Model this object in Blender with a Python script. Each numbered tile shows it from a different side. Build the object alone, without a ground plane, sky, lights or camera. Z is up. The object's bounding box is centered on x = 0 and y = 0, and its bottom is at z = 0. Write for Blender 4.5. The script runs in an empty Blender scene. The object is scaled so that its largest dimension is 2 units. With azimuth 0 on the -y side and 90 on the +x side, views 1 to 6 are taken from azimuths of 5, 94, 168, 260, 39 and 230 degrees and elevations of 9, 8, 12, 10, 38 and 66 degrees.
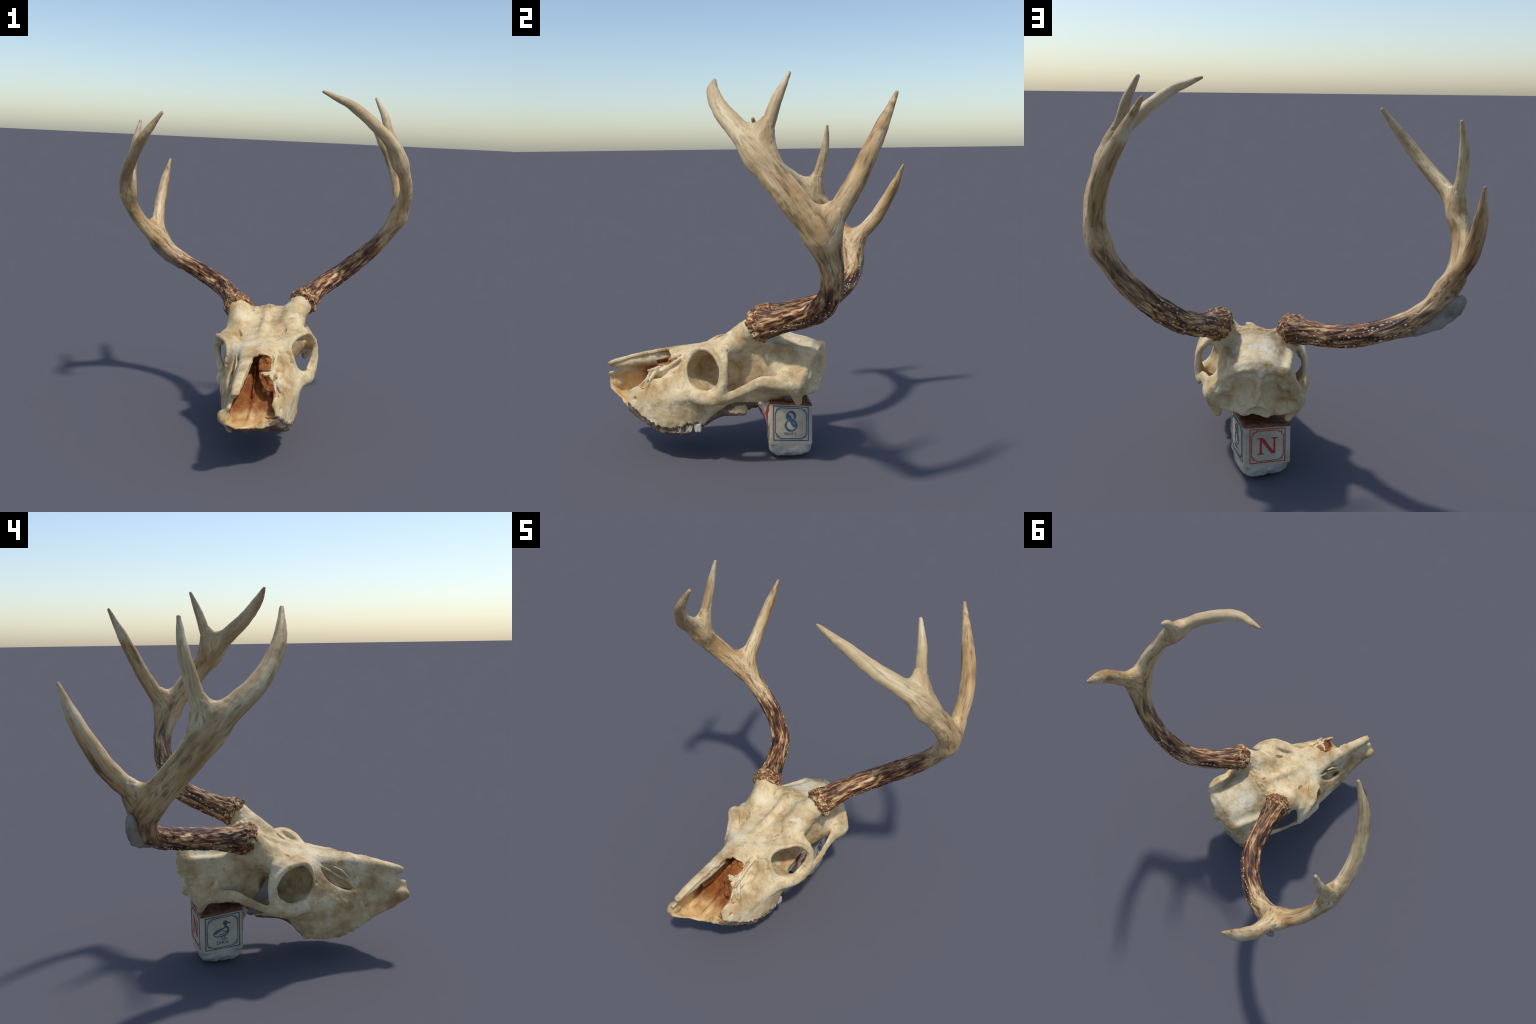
import bpy, bmesh, math
import numpy as np
from mathutils import Vector, Matrix
from mathutils.bvhtree import BVHTree

rng = np.random.default_rng(7)
f32 = np.float32

# ------------------------------------------------------------------ noise
_perm = np.random.default_rng(3).permutation(256).astype(np.int32)
_perm = np.concatenate([_perm, _perm, _perm])
_ga = np.random.default_rng(5).normal(size=(256, 3))
_ga = (_ga / np.linalg.norm(_ga, axis=1)[:, None]).astype(f32)


def perlin(p):
    p = np.asarray(p, f32)
    i = np.floor(p).astype(np.int32)
    fr = p - i
    w = fr * fr * fr * (fr * (fr * 6 - 15) + 10)
    i = i & 255
    out = 0
    for dx in (0, 1):
        wx = w[..., 0] if dx else 1 - w[..., 0]
        for dy in (0, 1):
            wy = w[..., 1] if dy else 1 - w[..., 1]
            for dz in (0, 1):
                wz = w[..., 2] if dz else 1 - w[..., 2]
                h = _perm[_perm[_perm[(i[..., 0] + dx) & 255] + ((i[..., 1] + dy) & 255)] + ((i[..., 2] + dz) & 255)]
                g = _ga[h]
                out = out + wx * wy * wz * (g[..., 0] * (fr[..., 0] - dx) + g[..., 1] * (fr[..., 1] - dy) + g[..., 2] * (fr[..., 2] - dz))
    return out * 1.6


def fbm(p, octaves=3):
    s, a = 0, 1.0
    p = np.asarray(p, f32)
    for k in range(octaves):
        s = s + a * perlin(p * (2 ** k) + 17.3 * k)
        a *= 0.5
    return s


def sstep(x, a, b):
    t = np.clip((x - a) / (b - a), 0, 1)
    return t * t * (3 - 2 * t)


# ------------------------------------------------------------------ splines
def spline(P, n):
    P = np.asarray(P, float)
    m = len(P)
    Q = np.vstack([2 * P[0] - P[1], P, 2 * P[-1] - P[-2]])
    t = np.linspace(0, m - 1, n)
    i = np.minimum(t.astype(int), m - 2)
    u = (t - i)[:, None]
    a, b, c, d = Q[i], Q[i + 1], Q[i + 2], Q[i + 3]
    return .5 * (2 * b + (-a + c) * u + (2 * a - 5 * b + 4 * c - d) * u ** 2 + (-a + 3 * b - 3 * c + d) * u ** 3)


# ------------------------------------------------------------------ implicit surfaces
class Field:
    """A sampled implicit surface; solids are blended in and carved out."""

    def __init__(self, lo, hi, h):
        self.lo = np.array(lo, float)
        self.h = h
        self.n = np.ceil((np.array(hi) - self.lo) / h).astype(int) + 1
        self.F = np.full(tuple(self.n), 0.15, f32)

    def box(self, lo, hi):
        a = np.clip(np.floor((np.array(lo) - self.lo) / self.h).astype(int), 0, self.n - 1)
        b = np.clip(np.ceil((np.array(hi) - self.lo) / self.h).astype(int) + 1, 1, self.n)
        sl = tuple(slice(x, y) for x, y in zip(a, b))
        ax = [(self.lo[k] + self.h * np.arange(a[k], b[k])).astype(f32) for k in range(3)]
        return sl, ax[0][:, None, None], ax[1][None, :, None], ax[2][None, None, :]

    def add(self, d, sl, k):
        A = self.F[sl]
        if k <= 0:
            self.F[sl] = np.minimum(A, d)
        else:
            h = np.maximum(k - np.abs(A - d), 0) / k
            self.F[sl] = np.minimum(A, d) - h * h * k * .25

    def cut(self, d, sl, k):
        A = self.F[sl]
        d = -d
        if k <= 0:
            self.F[sl] = np.maximum(A, d)
        else:
            h = np.maximum(k - np.abs(A - d), 0) / k
            self.F[sl] = np.maximum(A, d) + h * h * k * .25

    def ellipsoid(self, c, r, op='add', k=.02, rot=None):
        c = np.array(c, float)
        r = np.array(r, float)
        R = np.eye(3) if rot is None else np.array(rot, float)   # rows are the axes
        m = r.max() + k + .01
        ext = np.sqrt(((R * r[:, None]) ** 2).sum(0)) + k + .012
        sl, x, y, z = self.box(c - ext, c + ext)
        x, y, z = x - f32(c[0]), y - f32(c[1]), z - f32(c[2])
        q = [(R[i, 0] * x + R[i, 1] * y + R[i, 2] * z).astype(f32) for i in range(3)]
        k0 = np.sqrt(sum((q[i] / r[i]) ** 2 for i in range(3)))
        k1 = np.sqrt(sum((q[i] / r[i] ** 2) ** 2 for i in range(3))) + 1e-6
        d = (k0 * (k0 - 1) / k1).astype(f32)
        getattr(self, op)(d, sl, k)

    def tube(self, P, R, op='add', k=.02, major=None, n=None, flat=1.0):
        """Swept tube; flat < 1 squeezes it across the direction `major`."""
        P = np.asarray(P, float)
        n = n or (len(P) - 1) * 5 + 1
        C = spline(P, n)
        rad = np.interp(np.linspace(0, len(P) - 1, n), np.arange(len(P)), R)
        fl = np.interp(np.linspace(0, len(P) - 1, n), np.arange(len(P)), np.broadcast_to(flat, len(P)))
        m = rad.max() + k + .02
        lo, hi = C.min(0) - m, C.max(0) + m
        sl, X, Y, Z = self.box(lo, hi)
        G = np.full(self.F[sl].shape, .15, f32)
        base = np.array([s.start for s in sl])
        for i in range(n - 1):
            a, b = C[i], C[i + 1]
            mm = max(rad[i], rad[i + 1]) + k + .02
            s2, x, y, z = self.box(np.minimum(a, b) - mm, np.maximum(a, b) + mm)
            loc = tuple(slice(s.start - o, s.stop - o) for s, o in zip(s2, base))
            ab = b - a
            L2 = ab @ ab
            x, y, z = x - f32(a[0]), y - f32(a[1]), z - f32(a[2])
            t = np.clip((x * f32(ab[0]) + y * f32(ab[1]) + z * f32(ab[2])) / f32(L2), 0, 1)
            qx, qy, qz = x - t * f32(ab[0]), y - t * f32(ab[1]), z - t * f32(ab[2])
            rr = rad[i] + (rad[i + 1] - rad[i]) * t
            if major is None:
                d = np.sqrt(qx * qx + qy * qy + qz * qz) - rr
            else:
                T = ab / math.sqrt(L2)
                M = np.array(major, float)
                M = M - T * (M @ T)
                M /= np.linalg.norm(M)
                qm = qx * f32(M[0]) + qy * f32(M[1]) + qz * f32(M[2])
                q2 = qx * qx + qy * qy + qz * qz
                ff = fl[i] + (fl[i + 1] - fl[i]) * t
                rm = rr * ff
                k0 = np.sqrt((qm / rr) ** 2 + np.maximum(q2 - qm * qm, 0) / rm ** 2)
                d = (k0 - 1) * rm
            G[loc] = np.minimum(G[loc], d.astype(f32))
        getattr(self, op)(G, sl, k)

    def mesh(self):
        F = self.F
        F[0], F[-1] = .1, .1
        F[:, 0], F[:, -1] = .1, .1
        F[:, :, 0], F[:, :, -1] = .1, .1
        S = F < 0
        nx, ny, nz = F.shape
        cnt = np.zeros((nx - 1, ny - 1, nz - 1), np.int8)
        for dx in (0, 1):
            for dy in (0, 1):
                for dz in (0, 1):
                    cnt += S[dx:nx - 1 + dx, dy:ny - 1 + dy, dz:nz - 1 + dz]
        act = (cnt > 0) & (cnt < 8)
        idx = np.full(act.shape, -1, np.int32)
        I = np.argwhere(act)
        idx[act] = np.arange(len(I))
        acc = np.zeros((len(I), 3))
        num = np.zeros(len(I))
        C = {}
        for dx in (0, 1):
            for dy in (0, 1):
                for dz in (0, 1):
                    C[dx, dy, dz] = F[I[:, 0] + dx, I[:, 1] + dy, I[:, 2] + dz].astype(float)
        for a in C:
            for ax in range(3):
                if a[ax] == 0:
                    b = tuple(1 if j == ax else a[j] for j in range(3))
                    fa, fb = C[a], C[b]
                    cr = (fa < 0) != (fb < 0)
                    t = np.where(cr, fa / np.where(cr, fa - fb, 1), 0)
                    p = np.tile(np.array(a, float), (len(I), 1))
                    p[:, ax] = t
                    acc += p * cr[:, None]
                    num += cr
        V = self.lo + self.h * (I + acc / num[:, None])
        quads = []
        for ax in range(3):
            s0 = [slice(None)] * 3
            s1 = [slice(None)] * 3
            s0[ax], s1[ax] = slice(0, -1), slice(1, None)
            A, B = S[tuple(s0)], S[tuple(s1)]
            e = np.argwhere(A != B)
            o1, o2 = (ax + 1) % 3, (ax + 2) % 3
            ok = (e[:, o1] > 0) & (e[:, o2] > 0)
            e = e[ok]
            inside = A[e[:, 0], e[:, 1], e[:, 2]]

            def g(d1, d2):
                q = e.copy()
                q[:, o1] -= d1
                q[:, o2] -= d2
                return idx[q[:, 0], q[:, 1], q[:, 2]]
            Q = np.stack([g(1, 1), g(0, 1), g(0, 0), g(1, 0)], 1)
            Q[~inside] = Q[~inside][:, ::-1]
            quads.append(Q)
        return V, np.concatenate(quads)


def vnormals(V, Q):
    n = np.cross(V[Q[:, 2]] - V[Q[:, 0]], V[Q[:, 3]] - V[Q[:, 1]])
    N = np.zeros_like(V)
    for k in range(4):
        for c in range(3):
            N[:, c] += np.bincount(Q[:, k], n[:, c], len(V))
    return N / (np.linalg.norm(N, axis=1)[:, None] + 1e-12)


def relax(V, Q, it=2, f=.5):
    E = np.concatenate([Q[:, [0, 1]], Q[:, [1, 2]], Q[:, [2, 3]], Q[:, [3, 0]]])
    deg = np.bincount(E[:, 0], minlength=len(V)) + np.bincount(E[:, 1], minlength=len(V))
    for sgn in [f, -f * 1.04] * it:
        S = np.zeros_like(V)
        for c in range(3):
            S[:, c] = np.bincount(E[:, 0], V[E[:, 1], c], len(V)) + np.bincount(E[:, 1], V[E[:, 0], c], len(V))
        V = V + sgn * (S / deg[:, None] - V)
    return V


def biggest(V, Q, least=300):
    """Drop tiny islands."""
    lab = np.arange(len(V))
    while True:
        m = lab[Q].min(1)
        new = lab.copy()
        for k in range(4):
            np.minimum.at(new, Q[:, k], m)
        new = new[new]
        if (new == lab).all():
            break
        lab = new
    cnt = np.bincount(lab, minlength=len(V))
    return Q[cnt[lab[Q[:, 0]]] > least]


def make_object(name, V, Q, N, mat, parent, smooth=True):
    used, inv = np.unique(Q, return_inverse=True)
    inv = inv.reshape(Q.shape)
    me = bpy.data.meshes.new(name)
    v = V[used]
    me.vertices.add(len(v))
    me.vertices.foreach_set('co', v.astype(f32).ravel())
    k = Q.shape[1]
    me.loops.add(inv.size)
    me.loops.foreach_set('vertex_index', inv.astype(np.int32).ravel())
    me.polygons.add(len(inv))
    me.polygons.foreach_set('loop_start', (np.arange(len(inv)) * k).astype(np.int32))
    me.update(calc_edges=True)
    me.validate()
    me.polygons.foreach_set('use_smooth', np.full(len(me.polygons), smooth))
    if N is not None and len(me.vertices) == len(v):
        me.normals_split_custom_set_from_vertices(N[used].tolist())
    me.materials.append(mat)
    ob = bpy.data.objects.new(name, me)
    bpy.context.scene.collection.objects.link(ob)
    if parent is not None:
        ob.parent = parent
    return ob


def empty(name, loc=(0, 0, 0)):
    ob = bpy.data.objects.new(name, None)
    bpy.context.scene.collection.objects.link(ob)
    ob.location = loc
    return ob


# ------------------------------------------------------------------ material helper
class Nodes:
    def __init__(self, name):
        self.m = bpy.data.materials.new(name)
        self.m.use_nodes = True
        self.t = self.m.node_tree
        self.t.nodes.clear()
        self.out = self.t.nodes.new('ShaderNodeOutputMaterial')
        self.b = self.t.nodes.new('ShaderNodeBsdfPrincipled')
        self.t.links.new(self.b.outputs[0], self.out.inputs[0])
        tc = self.t.nodes.new('ShaderNodeTexCoord')
        self.P = tc.outputs['Object']
        self.normal_chain = None

    def _in(self, sock, v):
        if isinstance(v, bpy.types.NodeSocket):
            self.t.links.new(v, sock)
        elif v is not None:
            if isinstance(v, (tuple, list, np.ndarray)):
                v = [float(x) for x in v]
                if len(sock.default_value) == 4 and len(v) == 3:
                    v = v + [1.0]
            sock.default_value = v

    def math(self, op, a, b=None, c=None, clamp=False):
        n = self.t.nodes.new('ShaderNodeMath')
        n.operation = op
        n.use_clamp = clamp
        for s, v in zip(n.inputs, (a, b, c)):
            self._in(s, v)
        return n.outputs[0]

    def vec(self, op, a, b=None, scale=None):
        n = self.t.nodes.new('ShaderNodeVectorMath')
        n.operation = op
        self._in(n.inputs[0], a)
        if b is not None:
            self._in(n.inputs[1], b)
        if scale is not None:
            self._in(n.inputs['Scale'], scale)
        return n.outputs['Value'] if op in ('DOT_PRODUCT', 'LENGTH', 'DISTANCE') else n.outputs[0]

    def noise(self, v, scale, detail=3, rough=.55, w=None, dist=0):
        n = self.t.nodes.new('ShaderNodeTexNoise')
        n.noise_dimensions = '4D' if w is not None else '3D'
        self._in(n.inputs['Vector'], v)
        if w is not None:
            self._in(n.inputs['W'], w)
        n.inputs['Scale'].default_value = scale
        n.inputs['Detail'].default_value = detail
        n.inputs['Roughness'].default_value = rough
        n.inputs['Distortion'].default_value = dist
        return n.outputs['Fac']

    def voronoi(self, v, scale, feature='F1'):
        n = self.t.nodes.new('ShaderNodeTexVoronoi')
        n.feature = feature
        self._in(n.inputs['Vector'], v)
        n.inputs['Scale'].default_value = scale
        return n.outputs['Distance']

    def step(self, x, a, b):
        n = self.t.nodes.new('ShaderNodeMapRange')
        n.interpolation_type = 'SMOOTHSTEP'
        self._in(n.inputs['Value'], x)
        n.inputs['From Min'].default_value = a
        n.inputs['From Max'].default_value = b
        return n.outputs['Result']

    def ramp(self, x, stops):
        n = self.t.nodes.new('ShaderNodeValToRGB')
        el = n.color_ramp.elements
        while len(el) < len(stops):
            el.new(.5)
        for e, (p, c) in zip(el, stops):
            e.position = p
            e.color = (*c, 1)
        self._in(n.inputs[0], x)
        return n.outputs[0]

    def mix(self, f, a, b, mode='MIX'):
        n = self.t.nodes.new('ShaderNodeMix')
        n.data_type = 'RGBA'
        n.blend_type = mode
        self._in(n.inputs['Factor'], f)
        self._in(n.inputs['A'], a)
        self._in(n.inputs['B'], b)
        return n.outputs['Result']

    def bump(self, h, strength, dist):
        n = self.t.nodes.new('ShaderNodeBump')
        n.inputs['Strength'].default_value = strength
        n.inputs['Distance'].default_value = dist
        self._in(n.inputs['Height'], h)
        if self.normal_chain is not None:
            self._in(n.inputs['Normal'], self.normal_chain)
        self.normal_chain = n.outputs[0]

    def blob(self, c, r, soft=.3, axes=None):
        """1 inside the ellipsoid, fading to 0 at its surface."""
        d = self.vec('SUBTRACT', self.P, c)
        if axes is not None:
            comb = self.t.nodes.new('ShaderNodeCombineXYZ')
            for i in range(3):
                self._in(comb.inputs[i], self.vec('DOT_PRODUCT', d, axes[i]))
            d = comb.outputs[0]
        d = self.vec('DIVIDE', d, r)
        return self.step(self.vec('LENGTH', d), 1.0, 1.0 - soft)

    def done(self, col, rough=.6, spec=.3):
        self._in(self.b.inputs['Base Color'], col)
        self._in(self.b.inputs['Roughness'], rough)
        self.b.inputs['Specular IOR Level'].default_value = spec
        if self.normal_chain is not None:
            self._in(self.b.inputs['Normal'], self.normal_chain)
        return self.m


# ================================================================== SKULL
# skull frame: a = to its left, f = forward, u = up
YAW, ROLL = math.radians(5.5), math.radians(7)
SF = np.array([-math.sin(YAW), -math.cos(YAW), 0])
S0 = np.array([math.cos(YAW), -math.sin(YAW), 0])
SL = math.cos(ROLL) * S0 + math.sin(ROLL) * np.array([0, 0, 1.])
SU = -math.sin(ROLL) * S0 + math.cos(ROLL) * np.array([0, 0, 1.])
SO = np.array([0.070, -0.235, 0.5])
SM = np.stack([SL, SF, SU])


def to_world(q):
    return np.asarray(q) @ SM + SO


def to_skull(p):
    return (np.asarray(p) - SO) @ SM.T


# antler centre lines in world space (base to tip)
BEAM = {
    'left': [(.28, .022, .758), (.362, .189, .813), (.479, .327, .877), (.626, .392, .990), (.760, .400, 1.128), (.850, .352, 1.283),
             (.869, .235, 1.447), (.823, .117, 1.592), (.744, .012, 1.725), (.631, -.088, 1.829), (.495, -.15, 1.927), (.332, -.164, 1.996)],
    'right': [(-.106, .023, .705), (-.176, .195, .741), (-.267, .355, .772), (-.400, .468, .820), (-.560, .538, .892), (-.716, .540, 1.012),
              (-.824, .452, 1.148), (-.876, .336, 1.288), (-.869, .210, 1.428), (-.805, .067, 1.549), (-.708, -.031, 1.697), (-.592, -.069, 1.847)]}
BEAM_R = {'left': [.058, .056, .053, .051, .054, .062, .064, .061, .053, .043, .031, .009],
          'right': [.056, .055, .052, .051, .055, .064, .065, .062, .052, .043, .033, .010]}
BEAM_FLAT = {'left': [1, 1, 1, 1, .9, .70, .60, .60, .66, .78, .88, 1], 'right': [1, 1, 1, 1, .88, .68, .60, .62, .72, .82, .9, 1]}
TINES = {
    'left': [([(.845, .36, 1.27), (.850, .421, 1.39), (.832, .497, 1.517), (.794, .554, 1.631), (.728, .614, 1.754), (.647, .684, 1.902)],
              [.040, .046, .043, .039, .031, .008]),
             ([(.80, .10, 1.62), (.765, .108, 1.71), (.734, .132, 1.79), (.707, .163, 1.882), (.651, .213, 1.992)],
              [.035, .036, .031, .025, .010])],
    'right': [([(-.715, .545, 1.045), (-.742, .60, 1.115), (-.757, .692, 1.217), (-.754, .753, 1.317), (-.744, .807, 1.417), (-.723, .862, 1.555)],
               [.040, .046, .042, .037, .030, .008]),
              ([(-.868, .30, 1.345), (-.865, .318, 1.45), (-.865, .348, 1.562), (-.853, .375, 1.679), (-.827, .386, 1.802)],
               [.035, .036, .032, .025, .010])]}

PEDICLE = {}
for _k, _sd in (('left', 1), ('right', -1)):
    _d = np.array(BEAM[_k][0]) - to_world((_sd * .12, -.12, .08))
    PEDICLE[_k] = _d / np.linalg.norm(_d)

# broken edge of the left side of the nose: height and how far back it reaches
BREAK_U = [.12, .062, .045, .0, -.012, -.006, -.03, -.055, -.086, -.125, -.150, -.215, -.26, -.40]
BREAK_F = [.255, .245, .225, .236, .262, .290, .335, .330, .358, .407, .452, .456, .475, .49]


def jaw_edge(f, u):
    """Height of the ragged lower edge of the left cheek bone."""
    e = np.interp(f, [.0, .03, .10, .18, .25, .29, .35, .38, .45, .49], [-.40, -.292, -.300, -.330, -.322, -.306, -.286, -.258, -.212, -.19])
    return e + .013 * perlin(np.stack([f * 55, f * 3 + .7, 0 * f + 1.5], -1)) + .007 * perlin(np.stack([f * 140, f * 5, 0 * f + 4.5], -1))


# cross-sections of the skull: station f, centre height, half outline (side, up) from crown to base
SECTIONS = [
    (.645, -.10, [(0, -.03), (.045, -.04), (.07, -.09), (.10, -.14), (.09, -.18), (0, -.185)]),
    (.56, -.11, [(0, .0), (.045, -.008), (.070, -.06), (.113, -.15), (.123, -.20), (.095, -.235), (0, -.24)]),
    (.47, -.12, [(0, .03), (.05, .018), (.080, -.05), (.124, -.14), (.141, -.2), (.125, -.262), (0, -.27)]),
    (.38, -.13, [(0, .052), (.06, .035), (.096, -.04), (.147, -.13), (.167, -.2), (.160, -.28), (.13, -.32), (0, -.32)]),
    (.28, -.13, [(0, .072), (.065, .055), (.104, -.02), (.162, -.1), (.195, -.17), (.188, -.27), (.172, -.345), (.13, -.36), (0, -.355)]),
    (.16, -.12, [(0, .09), (.08, .078), (.13, .02), (.195, -.07), (.225, -.14), (.217, -.23), (.19, -.33), (.16, -.365), (0, -.36)]),
    (.06, -.10, [(0, .105), (.1, .100), (.175, .080), (.225, -.05), (.25, -.13), (.225, -.2), (.188, -.29), (.16, -.35), (0, -.345)]),
    (-.03, -.06, [(0, .127), (.12, .124), (.21, .106), (.255, .0), (.27, -.1), (.235, -.17), (.14, -.24), (.09, -.28), (0, -.285)]),
    (-.12, 0, [(0, .161), (.12, .165), (.195, .126), (.215, .05), (.2, -.05), (.15, -.15), (.09, -.22), (0, -.235)]),
    (-.20, .02, [(0, .205), (.12, .215), (.19, .16), (.195, .08), (.15, -.02), (.12, -.12), (.08, -.19), (0, -.21)]),
    (-.28, .03, [(0, .225), (.10, .21), (.17, .15), (.195, .08), (.18, -.02), (.155, -.1), (.09, -.16), (0, -.18)]),
    (-.36, .03, [(0, .195), (.08, .183), (.145, .135), (.197, .06), (.195, -.03), (.165, -.1), (.09, -.15), (0, -.16)]),
    (-.44, .02, [(0, .168), (.075, .158), (.137, .115), (.195, .05), (.215, -.03), (.195, -.1), (.12, -.14), (0, -.15)]),
    (-.51, .0, [(0, .152), (.07, .144), (.135, .097), (.19, .04), (.23, -.03), (.22, -.1), (.14, -.13), (0, -.14)]),
    (-.565, .0, [(0, .13), (.08, .12), (.13, .08), (.17, .02), (.18, -.04), (.15, -.09), (.09, -.11), (0, -.11)]),
    (-.605, .0, [(0, .05), (.04, .04), (.06, .02), (.07, -.01), (.065, -.04), (.04, -.06), (0, -.065)]),
]


def loft_table(nth=97, nf=420):
    st = np.array([s[0] for s in SECTIONS])[::-1]
    uc = np.array([s[1] for s in SECTIONS])[::-1]
    th = np.linspace(0, math.pi, nth)
    R = []
    for f, c, pts in SECTIONS[::-1]:
        p = np.array(pts)
        par = np.concatenate([[0], np.cumsum(np.linalg.norm(np.diff(p, axis=0), axis=1))])
        # smooth the half outline before taking it to polar form
        Q = np.vstack([p[1] * [-1, 1], p, p[-2] * [-1, 1]])
        fine = []
        for i in range(len(p) - 1):
            a, b, c2, d = Q[i], Q[i + 1], Q[i + 2], Q[i + 3]
            u = np.linspace(0, 1, 12)[:, None]
            fine.append(.5 * (2 * b + (-a + c2) * u + (2 * a - 5 * b + 4 * c2 - d) * u ** 2 + (-a + 3 * b - 3 * c2 + d) * u ** 3))
        p = np.vstack(fine)
        ang = np.arctan2(np.maximum(p[:, 0], 0), p[:, 1] - c)
        rad = np.hypot(p[:, 0], p[:, 1] - c)
        o = np.argsort(ang)
        R.append(np.interp(th, ang[o], rad[o]))
    R = np.array(R)
    ff = np.linspace(st[0], st[-1], nf)

    def resample(T):
        # monotone-ish cubic over the stations
        m = np.gradient(T, st, axis=0)
        i = np.clip(np.searchsorted(st, ff) - 1, 0, len(st) - 2)
        h = (st[i + 1] - st[i])
        t = (ff - st[i]) / h
        if T.ndim == 2:
            h, t = h[:, None], t[:, None]
        return ((2 * t ** 3 - 3 * t ** 2 + 1) * T[i] + (t ** 3 - 2 * t ** 2 + t) * h * m[i] * .8
                + (-2 * t ** 3 + 3 * t ** 2) * T[i + 1] + (t ** 3 - t ** 2) * h * m[i + 1] * .8)
    return ff, resample(uc), resample(R)


def build_skull(h=.004):
    fl = Field((-.35, -.67, -.41), (.35, .70, .34), h)
    sl, a, f, u = fl.box((-9, -9, -9), (9, 9, 9))
    ff, uc, RT = loft_table()
    fv = f[0, :, 0]
    fi = np.clip((fv - ff[0]) / (ff[1] - ff[0]), 0, len(ff) - 1.001)
    i0 = fi.astype(int)
    w = (fi - i0)[:, None]
    Rf = (RT[i0] * (1 - w) + RT[i0 + 1] * w).astype(f32)
    cf = np.interp(fv, ff, uc).astype(f32)
    dv = u - cf[None, :, None]
    s = np.abs(a)
    rho = np.sqrt(s * s + dv * dv)
    th = np.arctan2(np.broadcast_to(s, rho.shape), dv) / math.pi * (Rf.shape[1] - 1.001)
    ti = th.astype(np.int32)
    tw = th - ti
    jj = np.arange(len(fv))[None, :, None]
    R = Rf[jj, ti] * (1 - tw) + Rf[jj, ti + 1] * tw
    body = ((rho - R) * .92).astype(f32)
    del th, ti, tw
    outer = np.maximum(body, np.maximum(f - f32(.640), -.600 - f)).astype(f32)
    fl.F = outer.copy()
    both = (1, -1)

    # ---- brow ridges, pedicles
    for sd, key in ((1, 'left'), (-1, 'right')):
        P0 = to_skull(np.array(BEAM[key][0]))
        T = to_skull(np.array(BEAM[key][1])) - P0
        T /= np.linalg.norm(T)
        fl.tube([(sd * .12, -.10, .11), (sd * .150, -.165, .15), P0 + T * .0], [.06, .068, .066], k=.06)
        fl.tube([(sd * .215, -.03, .090), (sd * .208, -.10, .108), (sd * .192, -.18, .150)], [.020, .022, .03], k=.04)
        fl.tube([(sd * .19, -.28, .16), (sd * .17, -.36, .13), (sd * .15, -.46, .115), (sd * .13, -.55, .10)], [.02, .014, .012, .015], k=.04)
    # frontal hollows either side of the midline, low ridge between them
    for sd in both:
        fl.ellipsoid((sd * .066, -.10, .215), (.045, .13, .045), 'cut', .05, rot=[(1, 0, 0), (0, .92, -.39), (0, .39, .92)])
        fl.ellipsoid((sd * .12, .04, .155), (.045, .09, .042), 'cut', .05)
    fl.tube([(0, .06, .092), (.006, -.06, .135), (.008, -.15, .175), (.004, -.24, .212)], [.012, .014, .016, .016], k=.03)
    fl.ellipsoid((.01, -.262, .218), (.026, .022, .013), 'add', .015)
    fl.ellipsoid((.030, -.235, .222), (.008, .016, .018), 'add', .008)

    # ---- nasal cavity
    floor = np.interp(fv, [.10, .22, .30, .38, .45, .52, .60, .68], [-.04, -.06, -.115, -.185, -.222, -.238, -.215, -.19]).astype(f32)[None, :, None]
    cav = np.maximum(np.maximum(outer + .017, f32(.19) - f), floor - u).astype(f32)
    capless = np.maximum(np.maximum(body + .017, f32(.19) - f), floor - u).astype(f32)
    cav = np.where(f > .5, capless, cav)
    A = fl.F
    fl.F = np.maximum(A, -cav)
    # ---- lost bone on the left: nasal, upper maxilla, tip of the premaxilla
    edge_u, edge_f = BREAK_U, BREAK_F
    o = np.argsort(edge_u)
    ef = (np.interp(u[0, 0], np.array(edge_u)[o], np.array(edge_f)[o]).astype(f32))[None, None, :]
    a_edge = np.interp(fv, [.2, .30, .42, .62], [.030, .006, -.002, -.012]).astype(f32)[None, :, None]
    a_edge = a_edge + .016 * perlin(np.stack([fv * 45, fv * 3, fv * 0 + .3], -1))[None, :, None] * sstep(f, .55, .33)
    low = sstep(u, -.10, -.16)
    a_edge = a_edge * (1 - low) + low * f32(.045)
    miss = np.maximum(ef - f, a_edge - a)
    fl.cut(miss.astype(f32), sl, .004)
    # front edge of the floor recedes to the left
    fe = np.interp(a[:, 0, 0], [-.14, -.085, -.05, .0, .03, .10, .2], [.70, .66, .56, .53, .50, .475, .44]).astype(f32)[:, None, None]
    fl.cut(np.maximum(np.maximum(fe - f, u + .115), -.272 - u).astype(f32), sl, .012)
    # notch between nasal and premaxilla at the front right
    fl.ellipsoid((-.09, .66, -.058), (.14, .075, .030), 'cut', .012)
    fl.tube([(-.080, .60, -.045), (-.088, .5, -.036), (-.098, .42, -.025), (-.105, .36, -.008)], [.008, .008, .007, .005], 'cut', .008)
    fl.ellipsoid((-.105, .60, -.150), (.030, .05, .034), 'add', .02)
    fl.tube([(-.040, .612, -.036), (-.040, .50, -.016), (-.040, .38, .006), (-.038, .28, .024)], [.020, .032, .036, .036], k=.012, major=(0, 0, 1), flat=.8)
    # vomer ridge, septum and conchae inside
    fl.tube([(-.005, .50, -.240), (-.002, .44, -.215), (0, .34, -.17), (0, .22, -.10)], [.010, .011, .012, .014], k=.014)
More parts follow.
